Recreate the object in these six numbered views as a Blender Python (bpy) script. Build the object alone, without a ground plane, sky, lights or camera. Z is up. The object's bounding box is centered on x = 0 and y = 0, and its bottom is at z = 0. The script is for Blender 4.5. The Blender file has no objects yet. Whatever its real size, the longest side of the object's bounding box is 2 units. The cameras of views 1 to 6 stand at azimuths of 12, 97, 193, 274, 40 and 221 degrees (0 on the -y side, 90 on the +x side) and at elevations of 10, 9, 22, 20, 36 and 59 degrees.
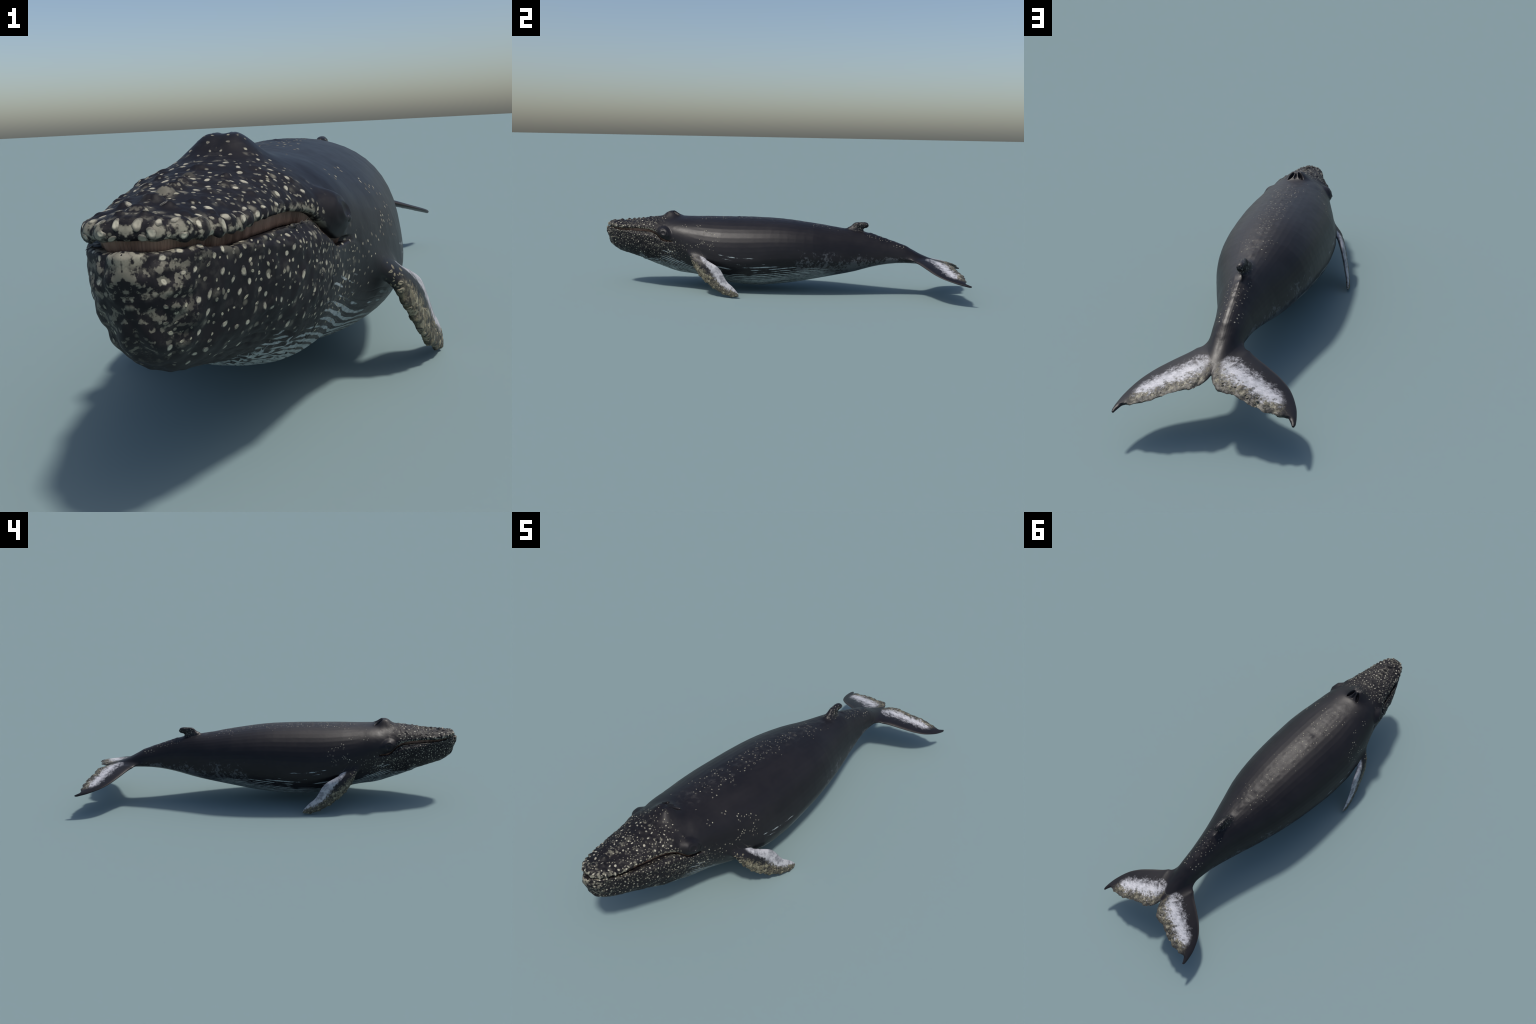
"""Humpback whale: lofted body with an open mouth pocket, lofted fins, flukes and
flippers joined to it, then cut into anatomical parts; barnacles set on the skin."""
import bpy, bmesh, math, random
import numpy as np
from mathutils import Vector, Matrix
from mathutils.bvhtree import BVHTree
from mathutils.kdtree import KDTree

# ------------------------------------------------------------------ helpers
def pchip(xk, yk, x):
    """monotone cubic through control points"""
    xk = np.asarray(xk, float); yk = np.asarray(yk, float); x = np.asarray(x, float)
    h = np.diff(xk); d = np.diff(yk) / h
    m = np.zeros(len(xk))
    w1 = 2 * h[1:] + h[:-1]; w2 = h[1:] + 2 * h[:-1]
    with np.errstate(all='ignore'):
        m[1:-1] = np.where(d[1:] * d[:-1] > 0, (w1 + w2) / (w1 / d[:-1] + w2 / d[1:]), 0)
    m[0] = d[0]; m[-1] = d[-1]
    x = np.clip(x, xk[0], xk[-1])
    i = np.clip(np.searchsorted(xk, x) - 1, 0, len(xk) - 2); t = (x - xk[i]) / h[i]
    return ((1 + 2 * t) * (1 - t) ** 2 * yk[i] + t * (1 - t) ** 2 * h[i] * m[i]
            + t * t * (3 - 2 * t) * yk[i + 1] + t * t * (t - 1) * h[i] * m[i + 1])

def smooth(a, b, x):
    t = np.clip((np.asarray(x, float) - a) / (b - a), 0, 1)
    return t * t * (3 - 2 * t)

def curve(pairs):
    k = [p[0] for p in pairs]; v = [p[1] for p in pairs]
    return lambda x: pchip(k, v, x)

def value_noise(P, scale, seed):
    """smooth 3D value noise, -1..1, for relief in the mesh"""
    Q = np.asarray(P) * scale
    I = np.floor(Q).astype(np.int64); F = Q - I; F = F * F * (3 - 2 * F)
    def h(ix, iy, iz):
        n = (ix * 374761393 + iy * 668265263 + iz * 2147483647 + seed * 1274126177) & 0xffffffff
        n = ((n ^ (n >> 13)) * 1274126177) & 0xffffffff
        return ((n ^ (n >> 16)) & 0xffff) / 32767.5 - 1
    out = 0
    for dx in (0, 1):
        for dy in (0, 1):
            for dz in (0, 1):
                w = (F[..., 0] if dx else 1 - F[..., 0]) * (F[..., 1] if dy else 1 - F[..., 1]) * (F[..., 2] if dz else 1 - F[..., 2])
                out = out + w * h(I[..., 0] + dx, I[..., 1] + dy, I[..., 2] + dz)
    return out

def mesh_from(name, V, F):
    me = bpy.data.meshes.new(name)
    me.from_pydata([tuple(map(float, v)) for v in V], [], [tuple(map(int, f)) for f in F])
    me.update()
    return me

# ------------------------------------------------------------------ body profile
TIP_L, TIP_U, TAIL = -0.998, -0.984, 0.858
half_width = curve([(-.990, .022), (-.98, .034), (-.965, .046), (-.945, .058), (-.92, .070), (-.88, .0875), (-.84, .104), (-.8, .118), (-.76, .129),
                    (-.7, .140), (-.65, .146), (-.6, .155), (-.55, .170), (-.5, .187), (-.4, .212), (-.28, .2255),
                    (-.15, .223), (0, .211), (.15, .188), (.3, .147), (.45, .101), (.53, .081), (.6, .067), (.68, .0575), (.74, .050), (.8, .034), (.858, .012)])
upper_width = curve([(-.990, .019), (-.985, .025), (-.976, .033), (-.965, .042), (-.94, .057), (-.90, .0735), (-.867, .082), (-.837, .0885), (-.79, .0985), (-.755, .106),
                     (-.72, .1145), (-.70, .123), (-.68, .132), (-.65, .144), (-.6, .155), (-.55, .170), (-.5, .187), (-.4, .212)])
top_z = curve([(-.99, .348), (-.96, .352), (-.93, .355), (-.88, .359), (-.84, .364), (-.8, .371), (-.75, .378), (-.7, .385), (-.65, .389),
               (-.6, .391), (-.5, .392), (-.4, .395), (-.28, .397), (-.15, .399), (-.05, .397), (.05, .390), (.13, .380), (.2, .372),
               (.3, .358), (.4, .346), (.45, .339), (.5, .326), (.55, .311), (.6, .295), (.67, .271), (.73, .240), (.79, .212), (.83, .198), (.858, .189)])
bottom_z = curve([(-1, .285), (-.99, .268), (-.97, .233), (-.945, .205), (-.92, .187), (-.89, .1765), (-.85, .168), (-.8, .157), (-.74, .134),
                  (-.67, .111), (-.6, .087), (-.55, .076), (-.48, .070), (-.42, .061), (-.36, .046), (-.28, .031), (-.2, .0235), (-.14, .022), (-.06, .029),
                  (0, .036), (.08, .048), (.15, .062), (.3, .0945), (.4, .118), (.5, .149), (.56, .163), (.63, .173), (.7, .176), (.76, .172), (.8, .171), (.858, .180)])
mid_z = curve([(-1, .314), (-.93, .311), (-.88, .305), (-.8, .291), (-.7, .276), (-.62, .266), (-.56, .256), (-.5, .229), (-.4, .196),
               (-.28, .182), (-.15, .187), (0, .203), (.15, .210), (.3, .196), (.45, .190), (.6, .202), (.72, .2), (.8, .188), (.858, .184)])
power_up = curve([(-1, 2.0), (-.93, 1.9), (-.85, 1.78), (-.75, 1.75), (-.68, 1.85), (-.6, 2.05), (-.5, 2.15), (0, 2.1), (.15, 2.1), (.3, 1.98), (.45, 1.92), (.6, 1.85), (.75, 1.82), (.858, 1.9)])
power_low = curve([(-1, 2.0), (-.88, 2.1), (-.8, 2.3), (-.7, 2.4), (-.6, 2.25), (-.5, 1.9), (0, 1.83), (.3, 1.85), (.45, 1.75), (.6, 1.9), (.858, 2.0)])
upper_lip = curve([(-1, .329), (-.96, .328), (-.89, .3235), (-.81, .3255), (-.755, .325), (-.72, .3215), (-.70, .318), (-.684, .312), (-.665, .298),
                   (-.645, .283), (-.615, .272), (-.573, .270), (-.555, .268)])
lower_lip = curve([(-1, .321), (-.96, .3185), (-.93, .315), (-.89, .3105), (-.81, .3115), (-.755, .3115), (-.715, .309), (-.695, .306), (-.68, .299), (-.66, .284),
                   (-.644, .271), (-.62, .263), (-.573, .265), (-.555, .268)])

NU, NP, NL = 76, 25, 86          # points: top..upper lip, mouth pocket, lower lip..keel

def ring(y_l):
    """half cross-section (x >= 0) from the top midline down to the keel"""
    y_u = y_l + (TIP_U - TIP_L) * (1 - smooth(0, .1, y_l - TIP_L))
    tau_u, tau_l = max(y_u - TIP_U, 0), max(y_l - TIP_L, 0)
    rnd = lambda t, r: math.sqrt(max(0., 1 - max(0., 1 - t / r) ** 2))
    wu = float(upper_width(y_u) if y_u < -.41 else half_width(y_u)) * rnd(tau_u, .010)
    wl = float(half_width(y_l - .004 * (1 - float(smooth(0, .2, tau_l))))) * rnd(tau_l, .012) * 1.012
    zt, zb, zc = float(top_z(y_u)), float(bottom_z(y_l)), float(mid_z(y_l))
    pu, pl = float(power_up(y_u)), float(power_low(y_l))
    m = 1 - float(smooth(-.615, -.558, y_l))                 # how much mouth there is
    back = float(smooth(-.60, -.50, y_l))
    zu = float(upper_lip(y_u)) * (1 - back) + zc * back
    zl = float(lower_lip(y_l)) * (1 - back) + zc * back
    # the snout and chin round off to their tips
    ku, kl, kb = rnd(tau_u, .010), rnd(tau_l, .007), rnd(tau_l, .012)
    zt = .336 + (zt - .336) * ku
    tipz = .304
    zb = tipz + (zb - tipz) * kb; zc = tipz + (zc - tipz) * kl
    zc = min(zc, zl)
    r = .0055
    d = .048 * m
    pts = []
    # upper arc
    a = np.linspace(0, 1, NU)
    th = a * math.pi / 2
    full_ = 1 - (1 - 2 ** (.5 - 1 / pu)) * np.sin(2 * th) ** 2  # fuller or leaner than an ellipse
    xs = wu * np.sin(th) * full_; zs = zu + r + (zt - zu - r) * np.cos(th) * full_
    for x, z in zip(xs, zs): pts.append((x, y_u, z))
    first = len(pts)
    # lip roll and pocket. inward direction bends towards +y near the snout tip
    fx = float(smooth(0, .06, max(tau_u, 0)))
    wi_u = max(wu - d * 1.0, 0) ; wi_l = max(wl - d, 0)
    yi_u = y_u + d * (1 - fx); yi_l = y_l + d * (1 - fx)
    for k in range(1, 6):
        q = k / 5 * math.pi / 2
        pts.append((max(wu - r + r * math.cos(q), 0), y_u + r * (1 - math.cos(q)) * (1 - fx), zu + r - r * math.sin(q)))
    n = NP - 10 - 1
    A = np.array(pts[-1]); B = np.array([wi_u, yi_u, zu + .004 * m]); C = np.array([wi_l, yi_l, zl - .006 * m])
    Dp = np.array([max(wl - r, 0), y_l + r * (1 - fx), zl])
    for k in range(1, n + 1):
        t = k / (n + 1) * 3
        p = A + (B - A) * t if t < 1 else (B + (C - B) * (t - 1) if t < 2 else C + (Dp - C) * (t - 2))
        pts.append(tuple(p))
    # upper edge of the lower arc
    wmax = wl
    hup = max((zl - zc) * 1.9, 1e-6)
    def xl(z):
        if z >= zc: return wmax * max(0, 1 - ((z - zc) / hup) ** 2) ** .5
        return wmax * max(0, 1 - ((zc - z) / max(zc - zb, 1e-6)) ** pl) ** (1 / pl)
    z0 = zl - r
    x0 = xl(z0)
    for k in range(5):
        q = (1 - k / 5) * math.pi / 2
        pts.append((max(x0 - r + r * math.cos(q), 0), y_l + r * (1 - math.cos(q)) * (1 - fx), z0 + r * math.sin(q)))
    # where there is no mouth the same points lie flat on the flank
    top_end, low_start = np.array(pts[first - 1]), np.array((x0, y_l, z0))
    npk = len(pts) - first
    for k in range(npk):
        flat = top_end + (low_start - top_end) * (k + 1) / (npk + 1)
        pts[first + k] = tuple(np.array(pts[first + k]) * m + flat * (1 - m))
    # lower arc: equal steps of angle from lip to keel
    lean = 1 - 2 ** (.5 - 1 / pl)
    hb = max(zc - zb, 1e-6)
    start = -math.asin(min(1, max(0, (z0 - zc) / hup))) if z0 > zc else math.asin(min(1, (zc - z0) / hb))
    for k in range(NL):
        th = start + (math.pi / 2 - start) * k / (NL - 1)
        if th < 0:
            pts.append((wmax * math.cos(th), y_l, zc - hup * math.sin(th)))
        else:
            k_ = 1 - lean * math.sin(2 * th) ** 2
            pts.append((wmax * max(math.cos(th), 0) * k_, y_l, zc - hb * math.sin(th) * k_))
    pts[0] = (0, pts[0][1], pts[0][2]); pts[-1] = (0, pts[-1][1], pts[-1][2])
    return pts

tau = np.concatenate([np.linspace(0, 1, 34)[:-1] ** 2 * .06, np.linspace(.06, .52, 190)[:-1], np.linspace(.52, TAIL - TIP_L, 330)])
H = np.array([ring(TIP_L + t) for t in tau])                 # rings x half-ring x 3
NR, NH = H.shape[:2]

# ------------------------------------------------------------------ relief on the body
def grid_normals(H):
    du = np.gradient(H, axis=0); dv = np.gradient(H, axis=1)
    n = np.cross(dv, du); n /= np.maximum(np.linalg.norm(n, axis=2, keepdims=True), 1e-9)
    return n
Nrm = grid_normals(H)
# normals must point away from the body axis
ref = H.copy(); ref[..., 1] = 0; ref[..., 2] -= mid_z(H[..., 1])
if (Nrm * ref).sum() < 0: Nrm = -Nrm
tipw = np.exp(-((H[..., 1] - np.where(np.arange(NH)[None] < NU + NP // 2, TIP_U, TIP_L)) / .004))[..., None]
Nrm = Nrm * (1 - np.clip(tipw, 0, 1)) + np.array([0, -1, 0]) * np.clip(tipw, 0, 1)
Xh, Yh, Zh = H[..., 0], H[..., 1], H[..., 2]
is_up = np.zeros(NH); is_up[:NU + 3] = 1
is_low = np.zeros(NH); is_low[NU + NP - 8:] = 1
below_lip = smooth(.0, .008, lower_lip(Yh) - Zh)
disp = np.zeros((NR, NH))
lift = np.zeros((NR, NH))

# splash guard in front of the blowholes, two-lobed
ys = np.where(Yh < -.622, (Yh + .622) / .038, (Yh + .622) / .042)
lift += .0285 * np.exp(-np.abs(ys) ** 2.5) * np.exp(-(np.maximum(Xh - .016, 0) / .033) ** 2) * (1 - .05 * np.exp(-(Xh / .007) ** 2)) * is_up
# nostril slits: two grooves spreading backwards plus a shallow furrow between
def slit(x0, y0, x1, y1, width, depth):
    ax, ay = x1 - x0, y1 - y0; L2 = ax * ax + ay * ay
    t = np.clip(((Xh - x0) * ax + (Yh - y0) * ay) / L2, 0, 1)
    d = np.hypot(Xh - x0 - t * ax, Yh - y0 - t * ay)
    w = width * (.45 + .55 * np.sin(np.pi * np.clip(t * .9 + .05, 0, 1)))
    return depth * np.exp(-(d / w) ** 4), np.exp(-((d - w * 1.5) / (w * .6)) ** 2)
cut, rim = slit(.013, -.606, .031, -.573, .0078, .021)
lift -= cut * is_up; lift += .0012 * rim * is_up * smooth(-.625, -.610, Yh)
cut2, _ = slit(.0, -.602, .0, -.574, .0045, .009)
lift -= cut2 * is_up

# eye swelling with folds round it
EYE = np.array([.155, -.624, .306])
ey, ez = (Yh - EYE[1] + .35 * (Zh - EYE[2])), (Zh - EYE[2] - .004)
er = np.sqrt((ey / .037) ** 2 + (ez / .031) ** 2)
side = smooth(.03, .07, Xh)
disp += .0175 * (1 - smooth(.40, 1.25, er)) * side * is_up
lid = np.sqrt(((ey + .001) / .0165) ** 2 + ((Zh - EYE[2]) / .0095) ** 2)
disp += side * is_up * (.0017 * np.exp(-((lid - 1.0) / .22) ** 2) - .0020 * np.exp(-(lid / .7) ** 2)
                        + .0008 * np.exp(-((lid - 1.75) / .2) ** 2) - .0006 * np.exp(-((lid - 1.4) / .18) ** 2))

# knobs (tubercles): midline row, lip rows, chin, and scattered ones
rnd = random.Random(7)
knobs = []                                                   # x, y, z-hint, radius, height, where
for y, h, r in ((-.952, .0055, .0085), (-.928, .004, .007), (-.909, .0095, .0095), (-.869, .0095, .0095), (-.838, .008, .008), (-.812, .004, .007), (-.786, .005, .007), (-.745, .003, .007), (-.715, .003, .007)):
    knobs.append((rnd.uniform(-.002, .002) + .002, y, None, r, h, 'u'))
for i in range(9):
    y = -.965 + i * .033 + rnd.uniform(-.006, .006)
    knobs.append((.46 * float(upper_width(y)) + rnd.uniform(-.008, .008), y, None, rnd.uniform(.005, .008), rnd.uniform(.002, .0055), 'u'))
for i in range(8):
    y = -.94 + i * .035 + rnd.uniform(-.006, .006)
    knobs.append((.75 * float(upper_width(y)) + rnd.uniform(-.006, .006), y, None, rnd.uniform(.004, .007), rnd.uniform(.0015, .004), 'u'))
y = -.983
while y < -.68:
    big = 1 - float(smooth(-.90, -.80, y))
    knobs.append((float(upper_width(y)) * .985, y, 'lip', .0085 * (.6 + .55 * big), .0055 * (.25 + .85 * big), 'u'))
    y += rnd.uniform(.018, .024) * (.85 + .25 * big)
for i in range(26):
    z = rnd.uniform(.20, .308); x = rnd.uniform(.004, .05)
    knobs.append((x, None, z, rnd.uniform(.006, .010), rnd.uniform(.0015, .0042), 'c'))
for i in range(34):
    y = rnd.uniform(-.93, -.62); z = float(lower_lip(y)) - rnd.uniform(.008, .10)
    knobs.append((None, y, z, rnd.uniform(.005, .009), rnd.uniform(.001, .0026), 'l'))
for kx, ky, kz, kr, kh, where in knobs:
    if where == 'u':
        if kz == 'lip':
            d2 = (np.sqrt((Yh - ky) ** 2 + (Xh - kx) ** 2)) ** 2 + (np.maximum(np.abs(Zh - upper_lip(Yh) - .007) - .003, 0)) ** 2
        else:
            d2 = (Xh - kx) ** 2 + (Yh - ky) ** 2
        msk = is_up
    elif where == 'c':
        d2 = (Xh - kx) ** 2 + (Zh - kz) ** 2
        msk = is_low * below_lip * (1 - smooth(-.955, -.925, Yh))
    else:
        d2 = (Yh - ky) ** 2 + (Zh - kz) ** 2
        msk = is_low * below_lip
    disp += kh * np.exp(-(d2 / kr ** 2) ** 1.3) * msk
# chin boss that reaches furthest forward
disp += .0025 * np.exp(-((Zh - .300) / .012) ** 2 - (Xh / .012) ** 2) * is_low * (1 - smooth(-.98, -.95, Yh))
# fold below the mouth corner and pleats of the throat
head_fade = 1 - smooth(-.62, -.52, Yh)
lump = value_noise(H, 38, 3) * .0022 + value_noise(H, 85, 5) * .0012
disp += lump * head_fade * (.25 + .75 * (1 - smooth(-.72, -.62, Yh))) * np.maximum(is_up, is_low)
vl = np.zeros(NH); vl[-NL:] = np.linspace(0, 1, NL)
pleat = np.abs(np.sin(np.pi * 17 * vl[None] + 0 * Yh))
pmask = smooth(.42, .62, vl[None] + 0 * Yh) * smooth(-.90, -.80, Yh) * (1 - smooth(.0, .18, Yh))
disp -= .0022 * (1 - smooth(0, .45, pleat)) * pmask
disp += value_noise(H, 9, 11) * .0006 * smooth(-.5, -.3, Yh)
disp += (value_noise(H, 34, 12) * .0009 + value_noise(H, 70, 13) * .0006) * smooth(-.56, -.48, Yh) * np.exp(-(Xh / .045) ** 2) * is_up
# dorsal ridge bumps behind the fin and on the back
for ky, kh in ((-.235, .0022), (.13, .0012), (.49, .003), (.515, .002), (.54, .002), (.57, .0015)):
    lift += kh * np.exp(-((Yh - ky) / .011) ** 2 - (Xh / .009) ** 2) * is_up

# even out the flank where the upper and lower arcs meet (behind the mouth)
j0, j1 = NU - 44, NU + NP + 44
flank = smooth(-.57, -.52, Yh[:, j0:j1])[..., None] * np.sin(np.linspace(0, np.pi, j1 - j0))[None, :, None] ** 2
for it in range(160):
    seg_ = H[:, j0 - 1:j1 + 1]
    H[:, j0:j1] += flank * .5 * ((seg_[:, 2:] + seg_[:, :-2]) / 2 - seg_[:, 1:-1])
# the skin of trunk and tail is built of broad flat facets, as in a coarse cage
def facets(A, step, axis):
    n = A.shape[axis]
    k = np.unique(np.append(np.arange(0, n, step), n - 1)); q = np.arange(n)
    i = np.clip(np.searchsorted(k, q, side='right') - 1, 0, len(k) - 2); t = (q - k[i]) / (k[i + 1] - k[i])
    t = t.reshape([-1 if a_ == axis else 1 for a_ in range(A.ndim)])
    return np.take(A, k[i], axis) * (1 - t) + np.take(A, k[i + 1], axis) * t
coarse = facets(facets(H, 6, 1), 11, 0)
keep_ = smooth(-.50, -.43, Yh)[..., None]
H = H * (1 - keep_) + coarse * keep_
H2 = H + Nrm * disp[..., None]
H2[..., 2] += lift
H2[:, 0, 0] = 0; H2[:, -1, 0] = 0
H2[..., 0] = np.maximum(H2[..., 0], 0)
H2[0, :, 0] = 0

# full rings: right half then mirrored left half
full = np.concatenate([H2, (H2 * np.array([-1, 1, 1]))[:, -2:0:-1]], axis=1)
NF = full.shape[1]
V = full.reshape(-1, 3)
idx = np.arange(NR * NF).reshape(NR, NF)
a = idx[:-1]; b = idx[1:]
F = np.stack([a, np.roll(a, -1, 1), np.roll(b, -1, 1), b], -1).reshape(-1, 4)
F = [list(f) for f in F] + [list(idx[-1])]
body_me = mesh_from('body', V, F)
bm = bmesh.new(); bm.from_mesh(body_me)
bm.verts.ensure_lookup_table()
bmesh.ops.remove_doubles(bm, verts=bm.verts[:NF], dist=2e-6)
bmesh.ops.triangulate(bm, faces=[f for f in bm.faces if len(f.verts) > 4])
bmesh.ops.recalc_face_normals(bm, faces=bm.faces)
bm.to_mesh(body_me); bm.free()

# ------------------------------------------------------------------ fins as lofts
def resample(P, n, fine=None):
    P = np.array(P, float)
    t = np.concatenate([[0], np.cumsum(np.linalg.norm(np.diff(P, axis=0), axis=1))]); t /= t[-1]
    q = np.linspace(0, 1, n)
    return np.stack([pchip(t, P[:, k], q) for k in range(3)], 1), q

def blade(name, lead, trail, thick, normal, n_span, n_chord, relief=None, nose=.5):
    """closed blade through matching leading and trailing edge points"""
    k = np.linspace(0, 1, len(lead)); q = np.linspace(0, 1, n_span)
    lead = np.array(lead, float); trail = np.array(trail, float); normal = np.array(normal, float)
    Lc = np.stack([pchip(k, lead[:, j], q) for j in range(3)], 1)
    Tc = np.stack([pchip(k, trail[:, j], q) for j in range(3)], 1)
    Nn = np.stack([pchip(k, normal[:, j], q) for j in range(3)], 1)
    th = pchip(k, thick, q)
    rings = []
    phi = np.linspace(0, 2 * np.pi, n_chord, endpoint=False)
    c = (1 - np.cos(phi)) / 2                                # 0 at leading edge, 1 at trailing
    s = np.sin(phi)
    prof = s * (1 - .35 * c) / .86                            # fuller towards the front
    for i in range(n_span):
        ch = Tc[i] - Lc[i]
        n = Nn[i] / np.linalg.norm(Nn[i])
        P = Lc[i] + np.outer(c, ch) + np.outer(prof * th[i] * .5, n)
        rings.append(P)
    R = np.array(rings)
    if relief: R = relief(R, np.broadcast_to(c, R.shape[:2]), np.broadcast_to(q[:, None], R.shape[:2]), prof)
    V = R.reshape(-1, 3)
    ns, nc = R.shape[:2]
    idx = np.arange(ns * nc).reshape(ns, nc)
    F = np.stack([idx[:-1], np.roll(idx[:-1], -1, 1), np.roll(idx[1:], -1, 1), idx[1:]], -1).reshape(-1, 4).tolist()
    F += [idx[0][::-1].tolist(), idx[-1].tolist()]
    me = mesh_from(name, V, F)
    bm = bmesh.new(); bm.from_mesh(me)
    bmesh.ops.triangulate(bm, faces=[f for f in bm.faces if len(f.verts) > 4])
    bmesh.ops.recalc_face_normals(bm, faces=bm.faces)
    bm.to_mesh(me); bm.free()
    return me

# flipper (positive x side): front edge, rear edge, thickness
FL_LEAD = [(.140, -.498, .222), (.196, -.481, .205), (.219, -.452, .164), (.233, -.425, .128), (.243, -.402, .099), (.253, -.368, .072),
           (.262, -.336, .050), (.274, -.288, .0235), (.281, -.247, .0095), (.286, -.212, .0045), (.287, -.192, .006)]
FL_TRAIL = [(.150, -.390, .200), (.211, -.392, .194), (.233, -.352, .175), (.248, -.306, .152), (.257, -.281, .124), (.264, -.266, .099),
            (.270, -.249, .077), (.278, -.223, .058), (.285, -.199, .034), (.287, -.1875, .018), (.287, -.1865, .009)]
FL_THICK = [.036, .030, .028, .026, .023, .021, .019, .0165, .0145, .011, .004]
FL_N = [(.80, -.10, .58), (.84, -.10, .52), (.93, -.12, .32)] + [(.97, -.125, .2)] * 5 + [(.98, -.12, .12)] * 3
def flipper_relief(R, c, q, prof):
    fade = smooth(.1, .2, q) * (1 - smooth(.93, 1, q))
    front = 1 - smooth(.05, .6, c)
    lum = np.abs(value_noise(R, 62, 21)) * .0042 + value_noise(R, 120, 22) * .0016
    out = np.sign(prof)[None, :, None] * np.array([.95, -.1, .25])
    edge = np.array([-.05, -.6, -.75])
    kn = .0045 * np.maximum(0, np.sin(q * 2 * np.pi * 8.3 + .8)) ** 2 * (1 - smooth(0, .3, c))
    return R + (out * (np.abs(prof)[None, :, None] ** .5) * lum[..., None] * (front * fade)[..., None]) + edge * ((kn + lum * .6 * (1 - smooth(0, .2, c))) * fade)[..., None] \
        + np.array([1, 0, 0]) * (.003 * np.sin(np.pi * q) + .0035 * smooth(.1, .3, q))[..., None]
flip_me = blade('flipper', FL_LEAD, FL_TRAIL, FL_THICK, FL_N, 110, 72, flipper_relief)

# flukes: one blade through the middle, notched behind
def fluke_z(x, y): return .189 - .007 * np.exp(-(np.asarray(x) / .05) ** 2) - .2194 * np.abs(x) - .146 * (y - .868) + .004 * np.sin(np.pi * np.clip(np.abs(x) / .28, 0, 1))
LEAD_XY = [(0, .655), (.038, .668), (.066, .698), (.098, .735), (.16, .778), (.206, .812), (.244, .854), (.266, .896), (.277, .930), (.2825, .965), (.2835, .985), (.2815, .9945)]
TRAIL_XY = [(0, .867), (.006, .880), (.018, .899), (.038, .922), (.072, .9345), (.106, .942), (.152, .961), (.190, .971), (.226, .970), (.2545, .9645), (.266, .980), (.2745, .9975)]
def with_z(L): return [(x * 1.01, y + .003 + (.003 if .87 < y < .98 else 0), float(fluke_z(x, y))) for x, y in L]
FK_THICK = [.030, .030, .030, .028, .024, .020, .016, .015, .014, .0125, .011, .007]
def fluke_relief(R, c, q, prof):
    q = np.abs(2 * q - 1)
    back = smooth(.55, .9, c); fade = smooth(.06, .16, q) * (1 - smooth(.76, .84, q))
    lum = value_noise(R, 55, 31) * .0045 + value_noise(R, 110, 32) * .0025
    up = np.array([0, .15, .98])
    sg = np.sign(prof)[None, :, None] * np.abs(prof)[None, :, None] ** .5
    wob = (value_noise(R * np.array([1, 0, 0]), 60, 35) * .0045 + value_noise(R * np.array([1, 0, 0]), 130, 36) * .003)
    return R + up * sg * (lum * back * fade)[..., None] + np.array([0, 1, 0]) * (wob * back * fade)[..., None]
def both(L): return [(-p[0],) + tuple(p[1:]) for p in L[:0:-1]] + list(L)
FK_N = [(.2 * min(1, i / 2), .14, .97) for i in range(12)]
fluke_me = blade('fluke', both(with_z(LEAD_XY)), both(with_z(TRAIL_XY)), FK_THICK[:0:-1] + FK_THICK, both(FK_N), 301, 84, fluke_relief)

# dorsal fin: hooked stub
DF_LEAD = [(0, .335, .325), (0, .352, .352), (0, .378, .3665), (0, .404, .3865), (0, .447, .3895), (0, .468, .385), (0, .4735, .376)]
DF_TRAIL = [(0, .490, .305), (0, .462, .337), (0, .4475, .344), (0, .447, .3495), (0, .454, .3565), (0, .465, .3590), (0, .473, .366)]
DF_THICK = [.070, .050, .037, .030, .028, .026, .018]
def dorsal_relief(R, c, q, prof):
    lum = value_noise(R, 70, 41) * .003 * smooth(.15, .3, q)
    sg = np.sign(prof)[None, :, None] * np.abs(prof)[None, :, None] ** .5
    return R + np.array([1, 0, 0]) * sg * lum[..., None]
dorsal_me = blade('dorsal_fin', DF_LEAD, DF_TRAIL, DF_THICK, [(1, 0, 0)] * 7, 50, 44, dorsal_relief)

def mirrored(me, name):
    m2 = me.copy(); m2.name = name
    m2.transform(Matrix.Scale(-1, 4, (1, 0, 0))); m2.flip_normals()
    return m2

pieces = {'flipper_r': flip_me, 'flipper_l': mirrored(flip_me, 'flipper_b'),
          'fluke_r': fluke_me, 'dorsal': dorsal_me}

def bvh_of(me):
    return BVHTree.FromPolygons([v.co.copy() for v in me.vertices], [tuple(p.vertices) for p in me.polygons])
trees = {k: bvh_of(m) for k, m in pieces.items()}
tree_body = bvh_of(body_me)
for nm, m_ in [('body', body_me)] + list(pieces.items()):
    bm = bmesh.new(); bm.from_mesh(m_); bad = [e for e in bm.edges if not e.is_manifold]
    if bad: print('NONMANIFOLD', nm, len(bad), [tuple(round(c, 4) for c in e.verts[0].co) for e in bad[:4]])
    bm.free()

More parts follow.
